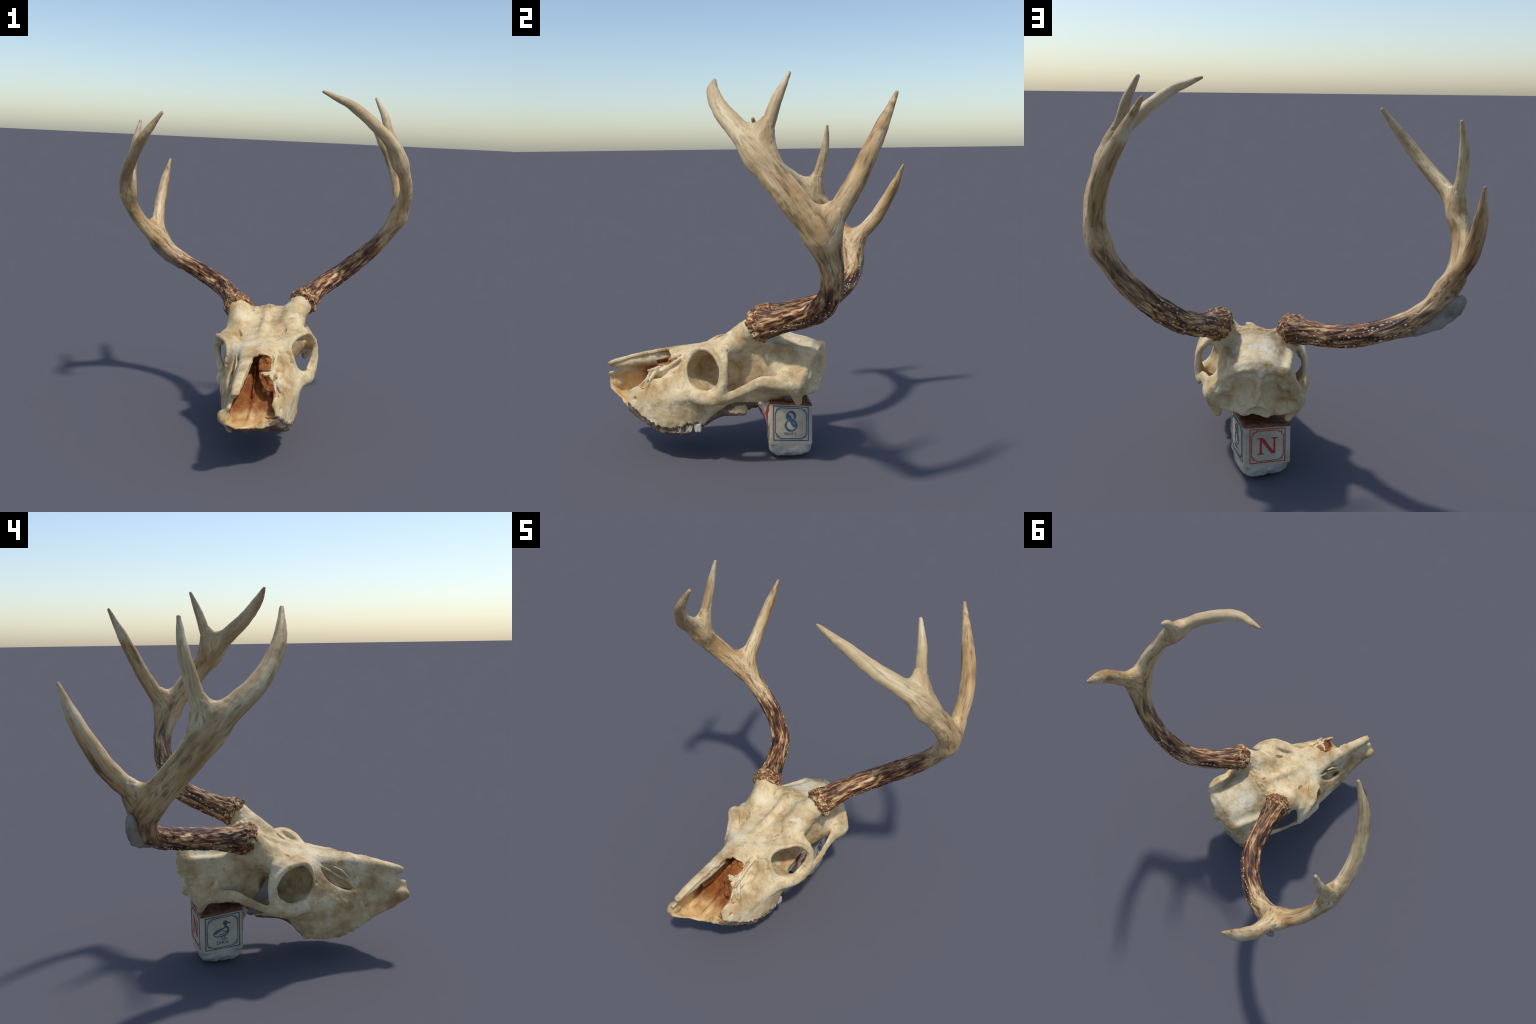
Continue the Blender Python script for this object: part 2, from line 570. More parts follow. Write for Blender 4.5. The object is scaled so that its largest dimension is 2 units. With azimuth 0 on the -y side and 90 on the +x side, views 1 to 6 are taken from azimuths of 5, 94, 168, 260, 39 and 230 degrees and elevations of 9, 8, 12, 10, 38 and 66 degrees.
    fl.tube([(0, .33, -.17), (0, .24, -.12), (0, .16, -.05)], [.05, .06, .07], k=.01, major=(0, 0, 1), flat=.14)
    fl.tube([(-.075, .40, -.10), (-.07, .30, -.08), (-.06, .2, -.04)], [.02, .026, .03], k=.01, major=(0, 0, 1), flat=.5)
    fl.tube([(.085, .34, -.13), (.075, .27, -.09), (.06, .2, -.04)], [.02, .026, .03], k=.01, major=(0, 0, 1), flat=.5)

    # ---- face hollows in front of the eyes
    ax = np.array((0, .83, -.56))
    up = np.array((0, .56, .83))
    for sd in both:
        out = np.array((sd * .85, .15, .5))
        out /= np.linalg.norm(out)
        l = ax - out * (ax @ out)
        l /= np.linalg.norm(l)
        m = np.cross(out, l)
        lng, cf0 = (.125, (.131, .270, -.022)) if sd < 0 else (.095, (.138, .238, -.010))
        fl.ellipsoid((sd * .074, .262, -.028), (.14, .066, .038), 'add', .01, rot=[l, m, out])
        fl.ellipsoid((sd * cf0[0], cf0[1], cf0[2]), (lng, .058, .044), 'cut', .010, rot=[l, m, out])
        fl.tube([(sd * .112, .16, .036), (sd * .103, .25, -.026), (sd * .124, .35, -.100)], [.007, .010, .007], k=.008)
        fl.tube([(sd * .100, .21, .028), (sd * .097, .26, .010), (sd * .102, .31, -.035)], [.006, .008, .006], k=.008)
        fl.ellipsoid((sd * .108, .172, .046), (.014, .006, .014), 'cut', .004, rot=[l, m, out])
        fl.ellipsoid((sd * .104, .218, .024), (.016, .007, .014), 'cut', .004, rot=[l, m, out])
        fl.ellipsoid((sd * .116, .278, -.064), (.052, .014, .020), 'cut', .008, rot=[l, m, out])
        # hollow of the upper jaw wall below it
        fl.ellipsoid((sd * .262, .20, -.055), (.045, .10, .05), 'cut', .05)
        fl.ellipsoid((sd * .262, .16, -.245), (.035, .14, .05), 'cut', .05)
        # hole in the jaw wall
        fl.ellipsoid((sd * .168, .405, -.185), (.02, .012, .012), 'cut', .006)
    # plate edges on the left hollow
    fl.tube([(.128, .30, -.045), (.146, .325, -.085), (.158, .335, -.125)], [.009, .009, .008], k=.006)
    fl.ellipsoid((-.10, .275, .030), (.04, .026, .018), 'cut', .004)
    # broken scroll plates beside the opening
    fl.ellipsoid((.118, .325, -.062), (.055, .040, .009), 'add', .008, rot=[(0, .83, -.56), (.5, .48, .72), (.85, -.28, -.42)])
    fl.ellipsoid((.148, .352, -.105), (.035, .014, .02), 'cut', .006, rot=[(0, .6, -.8), (.5, .7, .5), (.85, -.4, -.3)])
    fl.tube([(.112, .30, -.02), (.132, .335, -.055), (.150, .345, -.110)], [.006, .008, .007], k=.006)

    # the break runs through these plates too
    bs, ba, bf, bu = fl.box((.004, .19, -.21), (.20, .52, .10))
    pts = np.stack(np.broadcast_arrays(ba, bf, bu), -1)
    rag = .013 * perlin(pts * 34 + 2.5) + .008 * perlin(pts * 85 + 7.5)
    fl.cut((np.broadcast_to(miss, fl.F.shape)[bs] + .006 + rag).astype(f32), bs, .003)

    # ---- eye sockets and temporal openings
    for sd in both:
        fl.ellipsoid((sd * .285, .000, .002), (.205, .092, .107), 'cut', .012, rot=[(.97, -.2 * sd, .05 * sd), (.2 * sd, .98, 0), (-.05 * sd, 0, 1)])
        fl.ellipsoid((sd * .19, -.075, -.045), (.150, .115, .098), 'cut', .02)
        fl.ellipsoid((sd * .21, .005, -.015), (.190, .084, .088), 'cut', .015)
        fl.ellipsoid((sd * .125, -.055, -.03), (.110, .10, .085), 'cut', .015)
        fl.ellipsoid((sd * .28, -.190, -.02), (.135, .080, .110), 'cut', .03)
        fl.ellipsoid((sd * .25, -.10, -.20), (.12, .115, .085), 'cut', .02)
        fl.ellipsoid((sd * .24, -.27, -.17), (.10, .12, .075), 'cut', .03)
        # brow shelf over the eye, thin rim ring
        fl.tube([(sd * .15, .075, .065), (sd * .185, .045, .085), (sd * .215, -.03, .104), (sd * .225, -.085, .094)], [.016, .014, .014, .020], k=.03)
        ring = []
        for k in range(17):
            t = 2 * math.pi * (k % 16) / 16
            cf_, sf_ = math.cos(t), math.sin(t)
            side = .252 - (.060 if cf_ > 0 else .046) * cf_ - .05 * max(cf_ * sf_, 0)
            ring.append((sd * side, .003 + .106 * cf_, -.001 + .116 * sf_))
        fl.tube(ring, [.0090] * 17, k=.020, n=65)
        fl.tube([(sd * .240, -.095, .095), (sd * .285, -.118, .03), (sd * .292, -.118, -.05), (sd * .275, -.095, -.125)],
                [.030, .022, .020, .028], k=.022, major=(0, 1, 0), flat=.75)
        fl.ellipsoid((sd * .29, .002, .000), (.20, .094, .106), 'cut', .006, rot=[(.97, -.2 * sd, .05 * sd), (.2 * sd, .98, 0), (-.05 * sd, 0, 1)])
        # thin roof plate between forehead and rim
        roof = [(x - sd * .020, y - .004 * (k < 3), z - .003) for k, (x, y, z) in enumerate(ring[1:8])]
        fl.tube(roof, [.020] * 7, k=.014, n=25, major=(1, 0, -.3 * sd), flat=.55)
        roof = [(x - sd * .048, y - .006 * (k < 3), z + .001) for k, (x, y, z) in enumerate(ring[1:7])]
        fl.tube(roof, [.024] * 6, k=.016, n=21, major=(1, 0, -.3 * sd), flat=.5)
        # cheek bone and arch
        fl.tube([(sd * .245, .05, -.135), (sd * .265, -.03, -.150), (sd * .270, -.10, -.140), (sd * .274, -.17, -.112), (sd * .272, -.25, -.072),
                 (sd * .262, -.315, -.045), (sd * .235, -.39, -.055), (sd * .225, -.45, -.055)],
                [.035, .032, .027, .022, .025, .030, .034, .036], k=.02, major=(0, .3, 1), flat=[.8, .7, .55, .5, .42, .45, .7, 1])
        # mastoid / paroccipital process
        fl.tube([(sd * .215, -.43, -.03), (sd * .215, -.47, -.08), (sd * .178, -.488, -.155)], [.04, .034, .020], k=.03)
        # nuchal crest
        fl.tube([(0, -.584, .118), (sd * .07, -.580, .112), (sd * .125, -.568, .086), (sd * .170, -.548, .045), (sd * .208, -.522, 0), (sd * .23, -.49, -.06)],
                [.016, .012, .011, .011, .014, .02], k=.02)
        # hollow back of the skull, condyles
        fl.ellipsoid((sd * .085, -.618, .0), (.085, .074, .085), 'cut', .05)
        fl.ellipsoid((sd * .15, -.600, -.07), (.075, .078, .06), 'cut', .03)
        fl.ellipsoid((sd * .052, -.552, -.10), (.035, .035, .030), 'add', .02)
        # foramina
        fl.ellipsoid((sd * .128, -.028, .125), (.011, .028, .034), 'cut', .006, rot=[(.9, .44 * sd, 0), (-.44 * sd, .9, 0), (0, 0, 1)])
        fl.ellipsoid((sd * .190, .122, .020), (.022, .008, .009), 'cut', .004)
        fl.ellipsoid((sd * .198, .126, -.022), (.022, .009, .010), 'cut', .004)
        fl.ellipsoid((sd * .243, -.132, .104), (.007, .010, .010), 'cut', .004)
        for (x, y, z) in ((.125, -.578, .04), (.15, -.57, .012), (.045, -.603, .085)):
            fl.ellipsoid((sd * x, y, z), (.012, .02, .005), 'cut', .004)
    fl.ellipsoid((.0, -.592, .03), (.012, .025, .07), 'add', .03)
    fl.ellipsoid((-.012, -.60, -.098), (.055, .05, .028), 'cut', .012)
    # palatine keel towards the rear
    fl.tube([(0, .03, -.225), (0, -.08, -.205), (0, -.2, -.195), (0, -.34, -.15)], [.11, .085, .08, .08], k=.03, major=(1, 0, 0), flat=[.75, .7, .6, .6])
    for sd in both:
        fl.tube([(sd * .09, .03, -.27), (sd * .085, -.06, -.245), (sd * .07, -.18, -.240)], [.035, .030, .030], k=.02, major=(0, 0, 1), flat=.6)
    # broken spike of the right arch
    fl.tube([(-.245, -.42, -.02), (-.262, -.405, .015), (-.262, -.40, .05)], [.022, .016, .006], k=.012)

    V, Q = fl.mesh()
    Q = biggest(V, Q)
    V = relax(V, Q, 2)
    N = vnormals(V, Q)
    d = .0030 * fbm(V * 14, 3) + .0006 * fbm(V * 60 + 9, 2)
    # ragged tooth-row edge of the left and right jaw
    row = sstep(V[:, 2], -.29, -.33) * sstep(np.abs(V[:, 0]), .10, .15) * sstep(V[:, 1], .0, .05)
    d += row * .007 * perlin(V * [20, 55, 12])
    below = sstep(V[:, 2], jaw_edge(V[:, 1], V[:, 2]) + .003, jaw_edge(V[:, 1], V[:, 2]) - .006) * sstep(V[:, 0], .06, .09) * sstep(V[:, 1], .005, .03)
    d -= .011 * below * sstep(V[:, 2], -.365, -.34)
    d += sstep(V[:, 1], -.50, -.55) * .0045 * fbm(V * 26 + 5, 3)
    # rough sutures on the crown
    su = np.exp(-((V[:, 1] + .265) / .03) ** 2) * sstep(V[:, 2], .15, .19)
    d += su * .006 * fbm(V * 55 + 3, 2)
    V = V + N * d[:, None]

    def depth(p):
        """Depth of points below the outer bone surface (negative inside)."""
        k = np.clip((p[:, 1] - ff[0]) / (ff[1] - ff[0]), 0, len(ff) - 1).astype(int)
        c = uc[k]
        t = np.arctan2(np.abs(p[:, 0]), p[:, 2] - c) / math.pi * (RT.shape[1] - 1)
        return np.hypot(p[:, 0], p[:, 2] - c) - RT[k, t.astype(int)]
    return V, Q, depth


# ------------------------------------------------------------------ bone materials
def skull_coords(nd, q):
    return [float(x) for x in to_world(np.array(q, float))]


AX = [SL.tolist(), SF.tolist(), SU.tolist()]


def bone_material(name='bone'):
    nd = Nodes(name)
    P = nd.P
    n1 = nd.noise(P, 7, 4, .6)
    n2 = nd.noise(P, 22, 5, .65, dist=.6)
    n3 = nd.noise(P, 120, 3, .7)
    col = nd.ramp(n1, [(.30, (.35, .21, .085)), (.43, (.53, .375, .185)), (.55, (.67, .52, .295)), (.72, (.78, .67, .455))])
    # pale bleached flakes and brown stains
    flake = nd.step(nd.noise(P, 11, 2, .5, dist=.4), .66, .71)
    col = nd.mix(nd.math('MULTIPLY', flake, .5), col, (.76, .70, .54))
    stain = nd.step(n2, .53, .70)
    col = nd.mix(nd.math('MULTIPLY', stain, .6), col, (.34, .215, .09))
    speck = nd.step(n3, .66, .76)
    col = nd.mix(nd.math('MULTIPLY', speck, .35), col, (.24, .16, .08))
    wn = nd.t.nodes.new('ShaderNodeTexNoise')
    nd._in(wn.inputs['Vector'], P)
    wn.inputs['Scale'].default_value = 9
    wn.inputs['Detail'].default_value = 4
    warp = nd.vec('ADD', P, nd.vec('SCALE', wn.outputs['Color'], scale=.16))
    edge = nd.voronoi(warp, 7, 'DISTANCE_TO_EDGE')
    wob = nd.noise(P, 60, 2, .5)
    crack = nd.math('MULTIPLY', nd.step(nd.math('ADD', edge, nd.math('MULTIPLY', wob, .03)), .024, .014), nd.step(n1, .50, .62))
    col = nd.mix(nd.math('MULTIPLY', crack, .45), col, (.27, .175, .085))
    pit = nd.math('MULTIPLY', nd.step(nd.voronoi(P, 46), .13, .07), nd.step(n2, .46, .6))
    col = nd.mix(nd.math('MULTIPLY', pit, .75), col, (.10, .06, .03))
    # bleached crown of the braincase, slightly green-white
    crown = nd.blob(skull_coords(nd, (0, -.44, .16)), (.24, .22, .22), .9, AX)
    col = nd.mix(nd.math('MULTIPLY', crown, nd.math('MULTIPLY', nd.step(nd.noise(P, 13, 3, .6), .40, .62), .8)), col, (.76, .72, .57))
    # dirty suture on top
    sut = nd.blob(skull_coords(nd, (-.01, -.28, .21)), (.13, .07, .09), .8, AX)
    col = nd.mix(nd.math('MULTIPLY', sut, nd.math('MULTIPLY', nd.step(n2, .44, .6), .7)), col, (.30, .25, .13))
    # fine grain
    nd.bump(n2, .25, .006)
    nd.bump(n3, .22, .002)
    return nd.done(col, .62, .28)


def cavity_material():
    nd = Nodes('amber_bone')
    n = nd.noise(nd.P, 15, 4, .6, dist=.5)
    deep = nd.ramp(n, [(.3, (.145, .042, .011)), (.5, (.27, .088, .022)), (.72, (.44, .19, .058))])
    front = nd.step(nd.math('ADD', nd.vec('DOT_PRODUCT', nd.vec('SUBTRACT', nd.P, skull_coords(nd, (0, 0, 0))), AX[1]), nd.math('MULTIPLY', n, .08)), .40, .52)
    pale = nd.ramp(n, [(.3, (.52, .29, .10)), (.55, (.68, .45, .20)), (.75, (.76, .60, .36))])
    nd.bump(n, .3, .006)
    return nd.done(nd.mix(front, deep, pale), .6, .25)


def palate_material():
    nd = Nodes('palate_fill')  # brown-grey fill closing the underside that the scan did not capture
    n = nd.noise(nd.P, 16, 4, .6)
    col = nd.ramp(n, [(.3, (.12, .070, .042)), (.55, (.20, .135, .090)), (.75, (.38, .29, .20))])
    nd.bump(n, .3, .006)
    return nd.done(col, .7, .2)


def tooth_material():
    nd = Nodes('tooth_enamel')
    n = nd.noise(nd.P, 45, 3, .6, dist=.8)
    col = nd.ramp(n, [(.34, (.20, .11, .06)), (.44, (.50, .38, .25)), (.56, (.74, .68, .56))])
    nd.bump(n, .3, .004)
    return nd.done(col, .35, .5)


# ------------------------------------------------------------------ antlers
def curve_info(pts, n=60):
    C = spline(pts, n)
    sl = np.concatenate([[0], np.cumsum(np.linalg.norm(np.diff(C, axis=0), axis=1))])
    T = np.gradient(C, axis=0)
    T /= np.linalg.norm(T, axis=1)[:, None]
    return C, sl, T


def nearest_on(V, C):
    best = np.full(len(V), 1e9)
    bi = np.zeros(len(V), int)
    bt = np.zeros(len(V))
    for i in range(len(C) - 1):
        ab = C[i + 1] - C[i]
        t = np.clip(((V - C[i]) @ ab) / (ab @ ab), 0, 1)
        d = np.linalg.norm(V - C[i] - t[:, None] * ab, axis=1)
        m = d < best
        best[m], bi[m], bt[m] = d[m], i, t[m]
    return best, bi + bt


def antler_material(name, beam, tines, base_len, pale, seed):
    """Streaks run along the beam and the tines: the shader follows their axes."""
    nd = Nodes(name)
    P = nd.P

    def follow(pts, w0):
        pts = [np.array(p, float) for p in pts]
        C = s = None
        for a, b in zip(pts[:-1], pts[1:]):
            L = float(np.linalg.norm(b - a))
            d = (b - a) / L
            t = nd.vec('DOT_PRODUCT', nd.vec('SUBTRACT', P, a), d)
            t = nd.math('SMOOTH_MIN', nd.math('SMOOTH_MAX', t, 0.0, .05), L, .05)
            step = nd.vec('SCALE', d, scale=t)
            C = step if C is None else nd.vec('ADD', C, step)
            s = t if s is None else nd.math('ADD', s, t)
        q = nd.vec('SUBTRACT', nd.vec('SUBTRACT', P, pts[0]), C)
        w = nd.math('ADD', s, w0)
        fine = nd.noise(q, 60, 4, .6, w=nd.math('MULTIPLY', w, .13), dist=.5)
        broad = nd.noise(q, 17, 3, .55, w=nd.math('MULTIPLY', w, .18))
        hair = nd.noise(q, 110, 2, .6, w=nd.math('MULTIPLY', w, .10))
        return s, nd.vec('LENGTH', q), fine, broad, hair
    s, r, fine, broad, hair = follow(beam, seed)
    tip = None
    for k, tp in enumerate(tines):
        s2, r2, f2, b2, h2 = follow(tp, seed + 3 + k)
        on = nd.step(nd.math('SUBTRACT', r, r2), -.012, .03)
        mixf = lambda a, b: nd.math('ADD', nd.math('MULTIPLY', a, nd.math('SUBTRACT', 1.0, on)), nd.math('MULTIPLY', b, on))
        fine, broad, hair = mixf(fine, f2), mixf(broad, b2), mixf(hair, h2)
        tip = nd.math('MULTIPLY', on, nd.step(s2, .15, .5)) if tip is None else nd.math('ADD', tip, nd.math('MULTIPLY', on, nd.step(s2, .15, .5)))
    # streak colours of the rough base part
    rough = nd.ramp(fine, [(.35, (.018, .008, .006)), (.43, (.095, .030, .012)), (.50, (.27, .105, .034)), (.565, (.52, .315, .13)), (.68, (.72, .56, .33))])
    dark = nd.ramp(fine, [(.36, (.010, .006, .006)), (.50, (.050, .019, .010)), (.62, (.16, .070, .028)), (.76, (.52, .37, .20))])
    rough = nd.mix(nd.math('MULTIPLY', nd.step(broad, .58, .40), .65), rough, dark)
    # polished upper part
    smooth = nd.ramp(broad, [(.30, (.22, .115, .042)), (.42, (.40, .25, .108)), (.54, (.58, .42, .215)), (.68, (.75, .62, .385))])
    streak = nd.step(fine, .49, .33)
    smooth = nd.mix(nd.math('MULTIPLY', streak, .75), smooth, (.17, .095, .042))
    smooth = nd.mix(nd.math('MULTIPLY', nd.step(hair, .50, .66), .5), smooth, (.27, .165, .075))
    lim = nd.math('ADD', s, nd.math('MULTIPLY', nd.math('SUBTRACT', broad, .5), .7))
    pol = nd.step(lim, base_len - .30, base_len + .26)
    col = nd.mix(pol, rough, smooth)
    if pale > 0:
        col = nd.mix(nd.math('MULTIPLY', nd.step(s, base_len + .3, base_len + .9), pale), col, (.58, .455, .265))
    warm = nd.math('MULTIPLY', nd.step(s, base_len - .1, base_len + .15), nd.step(s, base_len + .6, base_len + .2))
    col = nd.mix(nd.math('MULTIPLY', warm, nd.math('MULTIPLY', nd.step(fine, .42, .60), .55)), col, (.60, .37, .15))
    col = nd.mix(nd.math('MULTIPLY', tip, nd.math('MULTIPLY', nd.step(broad, .45, .65), .4)), col, (.64, .54, .37))
    k = nd.math('SUBTRACT', 1.0, nd.math('MULTIPLY', pol, .75))
    nd.bump(nd.math('MULTIPLY', fine, k), .55, .016)
    nd.bump(hair, .25, .004)
    return nd.done(col, .52, .35)


def build_antler(side, parent):
    pts = BEAM[side]
    tines = TINES[side]
    h = .0052
    allp = np.vstack([pts] + [t[0] for t in tines])
    fl = Field(allp.min(0) - .12, allp.max(0) + .11, h)
    P0, P1 = np.array(pts[0]), np.array(pts[1])
    T0 = (P1 - P0) / np.linalg.norm(P1 - P0)
    fan = (0, 1, .15)
    fl.tube(pts, BEAM_R[side], k=0, major=fan, n=64, flat=BEAM_FLAT[side])
    for tp, tr in tines:
        fl.tube(tp, tr, k=.08, n=31, major=(0, .8, .6), flat=[.75, .85, .9, .95, 1, 1][:len(tp)])
    # burr: a flared crown of bone, cut flat where it sits on the pedicle
    n0 = T0 + PEDICLE[side]
    n0 /= np.linalg.norm(n0)
    fl.tube([P0 + n0 * .004, P0 + n0 * .022], [.078, .072], k=.02, n=3)
    fl.tube([P0, P0 + T0 * .10], [.070, .055], k=.03, n=4)
    slc, x, y, z = fl.box(P0 - .16, P0 + .16)
    fl.cut((n0[0] * (x - P0[0]) + n0[1] * (y - P0[1]) + n0[2] * (z - P0[2]) + .006).astype(f32), slc, .012)
    V, Q = fl.mesh()
    Q = biggest(V, Q)
    V = relax(V, Q, 2)
    N = vnormals(V, Q)
    C, sl, T = curve_info(pts)
    d, par = nearest_on(V, C)
    s = np.interp(par, np.arange(len(C)), sl)
    i = np.clip(np.round(par).astype(int), 0, len(C) - 1)
    Cp = np.stack([np.interp(par, np.arange(len(C)), C[:, c]) for c in range(3)], 1)
    q = V - Cp
    # rough lower beam: lengthwise ridges, then pearled lumps at the burr
    rough = sstep(s, 1.0 if side == 'right' else .92, .42)
    far = sstep(d, .13, .08)
    rough = rough * far
    w = np.stack([q[:, 0] * 48, q[:, 1] * 48, q[:, 2] * 48], 1) + (s * 9)[:, None] * np.array([.6, .5, -.4])
    ridge = 1 - 2 * np.abs(perlin(w))
    lump = fbm(V * 30, 2)
    disp = rough * (.0060 * ridge + .0024 * lump) + .0018 * fbm(V * 18 + 4, 2)
    burr = sstep(s, .075, .02) * far
    disp += burr * (.009 * fbm(V * 30 + 2, 2) + .003 * perlin(V * 90))
    V = V + N * disp[:, None]
    N = vnormals(V, Q)
    # split into beam, tines, burr (shared borders, shared normals)
    cen = V[Q].mean(1)
    dB, pB = nearest_on(cen, C)
    rB = np.interp(pB, np.linspace(0, len(C) - 1, len(pts)), BEAM_R[side])
    label = np.zeros(len(Q), int)
    for k, (tp, tr) in enumerate(tines):
        Ct = spline(tp, 31)
        dT, pT = nearest_on(cen, Ct)
        label[(dB > rB * 1.12) & (dT < .075) & (pT > 5)] = k + 1
    sB = np.interp(pB, np.arange(len(C)), sl)
    label[(label == 0) & (sB < .045)] = 9
    seed = 1.0 if side == 'left' else 5.0
    beam_mat = antler_material('antler_' + side, pts, [t[0] for t in tines], 0.84 if side == 'left' else .87, .45 if side == 'left' else .2, seed)
    burr_mat = burr_material()
    beam = make_object('antler', V, Q[label == 0], N, beam_mat, parent)
    b = make_object('burr', V, Q[label == 9], N, burr_mat, beam)
    for k, (tp, tr) in enumerate(tines):
        make_object('tine', V, Q[label == k + 1], N, beam_mat, beam)
    # pearls: small pale bumps in rows on the back and under side
    bvh = BVHTree.FromPolygons(V.tolist(), Q.tolist())
    bm = bmesh.new()
    bmesh.ops.create_icosphere(bm, subdivisions=2, radius=1.0)
    sph = np.array([v.co[:] for v in bm.verts])
    tri = np.array([[v.index for v in fc.verts] for fc in bm.faces])
    bm.free()
    pv, pq, off = [], [], 0
    r2 = np.random.default_rng(21 if side == 'left' else 22)
    back = np.array([0.25 if side == 'left' else -.25, 1.0, -.35])
    for row in range(9):
        ang0 = math.radians(-88 + 22 * row)
        sv = .07 + .02 * r2.random()
        while sv < (.56 if side == 'left' else .72):
            sv += .016 + .03 * r2.random() ** 1.5
            if r2.random() < .12:
                sv += .05
            p_i = np.interp(sv, sl, np.arange(len(C)))
            c = np.array([np.interp(p_i, np.arange(len(C)), C[:, k]) for k in range(3)])
            t = T[int(p_i)]
            bk = back - t * (back @ t)
            bk /= np.linalg.norm(bk)
            sd = np.cross(t, bk)
            ang = ang0 + .10 * math.sin(sv * 13 + row * 2) + .05 * r2.normal()
            dr = bk * math.cos(ang) + sd * math.sin(ang)
            hit = bvh.ray_cast(Vector(c + dr * .15), Vector(-dr))
            if hit[0] is None:
                continue
            p = np.array(hit[0])
            sz = .0028 + .0030 * r2.random()
            ln = sz * (1.2 + 1.8 * r2.random() ** 2)
            nn = np.array(hit[1])
            tt = t - nn * (t @ nn)
            tt /= np.linalg.norm(tt)
            bb = np.cross(nn, tt)
            pv.append(p - nn * .0015 + sph @ np.stack([tt * ln, bb * sz, nn * sz * .75]))
            pq.append(tri + off)
            off += len(sph)
    pearl = make_object('pearl', np.vstack(pv), np.vstack(pq), None, pearl_material(), beam)
    pearl['kind'] = 'stuff'
    return beam


_cache = {}


def burr_material():
    if 'burr' not in _cache:
        nd = Nodes('burr_horn')
        n = nd.noise(nd.P, 48, 4, .65, dist=.9)
        col = nd.ramp(n, [(.36, (.035, .014, .008)), (.45, (.16, .06, .025)), (.53, (.38, .19, .07)), (.61, (.62, .44, .22)), (.72, (.76, .63, .40))])
        nd.bump(n, .6, .014)
        _cache['burr'] = nd.done(col, .6, .3)
    return _cache['burr']


def pearl_material():
    if 'pearl' not in _cache:
        nd = Nodes('pearl_horn')
        n = nd.noise(nd.P, 30, 2, .5)
        col = nd.ramp(n, [(.35, (.36, .23, .11)), (.55, (.58, .45, .28)), (.7, (.70, .60, .43))])
        _cache['pearl'] = nd.done(col, .45, .4)
    return _cache['pearl']


# ================================================================== TOY BLOCK
BLOCK_C = np.array([.086, .170])
BLOCK_YAW = math.radians(8.5)
BLOCK_H = .116            # half width
EX = np.array([math.cos(BLOCK_YAW), math.sin(BLOCK_YAW), 0])
EY = np.array([-math.sin(BLOCK_YAW), math.cos(BLOCK_YAW), 0])
EZ = np.array([0, 0, 1.])
LEAN_X, LEAN_Y = .09, -.085     # the block leans: left side and front higher


def warp_z(x, y, z):
    return z + (LEAN_X * x + LEAN_Y * y) * sstep(z, .03, .16)


def block_point(x, y, z):
    x, y, z = np.atleast_1d(x), np.atleast_1d(y), np.atleast_1d(z)
    return np.array([BLOCK_C[0], BLOCK_C[1], 0]) + np.outer(x, EX) + np.outer(y, EY) + np.outer(warp_z(x, y, z), EZ)


def build_block():
    h = .004
    H = BLOCK_H
    fl = Field((-.15, -.20, -.02), (.15, .15, .37), h)
    sl, x, y, z = fl.box((-9, -9, -9), (9, 9, 9))

    def rbox(cx, cy, cz, hx, hy, hz, r):
        dx, dy, dz = np.abs(x - cx) - (hx - r), np.abs(y - cy) - (hy - r), np.abs(z - cz) - (hz - r)
        return (np.sqrt(np.maximum(dx, 0) ** 2 + np.maximum(dy, 0) ** 2 + np.maximum(dz, 0) ** 2)
                + np.minimum(np.maximum(dx, np.maximum(dy, dz)), 0) - r).astype(f32)
    fl.F = rbox(-.002, 0, .188, H + .010, H, .120, .014) + np.zeros_like(fl.F)
    # white foot: lumpy scan artefact modelled as a solid base
    fl.F = np.minimum(fl.F, rbox(-.002, .0, .082, H + .008, H, .080, .056))
    # lumps on the foot
    V, Q = None, None
    # neck of the front face, drawn up towards the skull
    fl.tube([(0, -.105, .17), (0, -.125, .235), (0, -.155, .285)], [.080, .090, .100], k=.025, major=(1, 0, 0), flat=[.25, .42, .36])
    V, Q = fl.mesh()
    Q = biggest(V, Q)
    V = relax(V, Q, 2)
    N = vnormals(V, Q)
    scan_foot = sstep(V[:, 2], .075, .03)
    d = scan_foot * .007 * fbm(V * 20, 2) + .0006 * fbm(V * 40, 2)
    V = V + N * d[:, None]
    V[:, 2] -= V[:, 2].min() - .006
    return V, Q


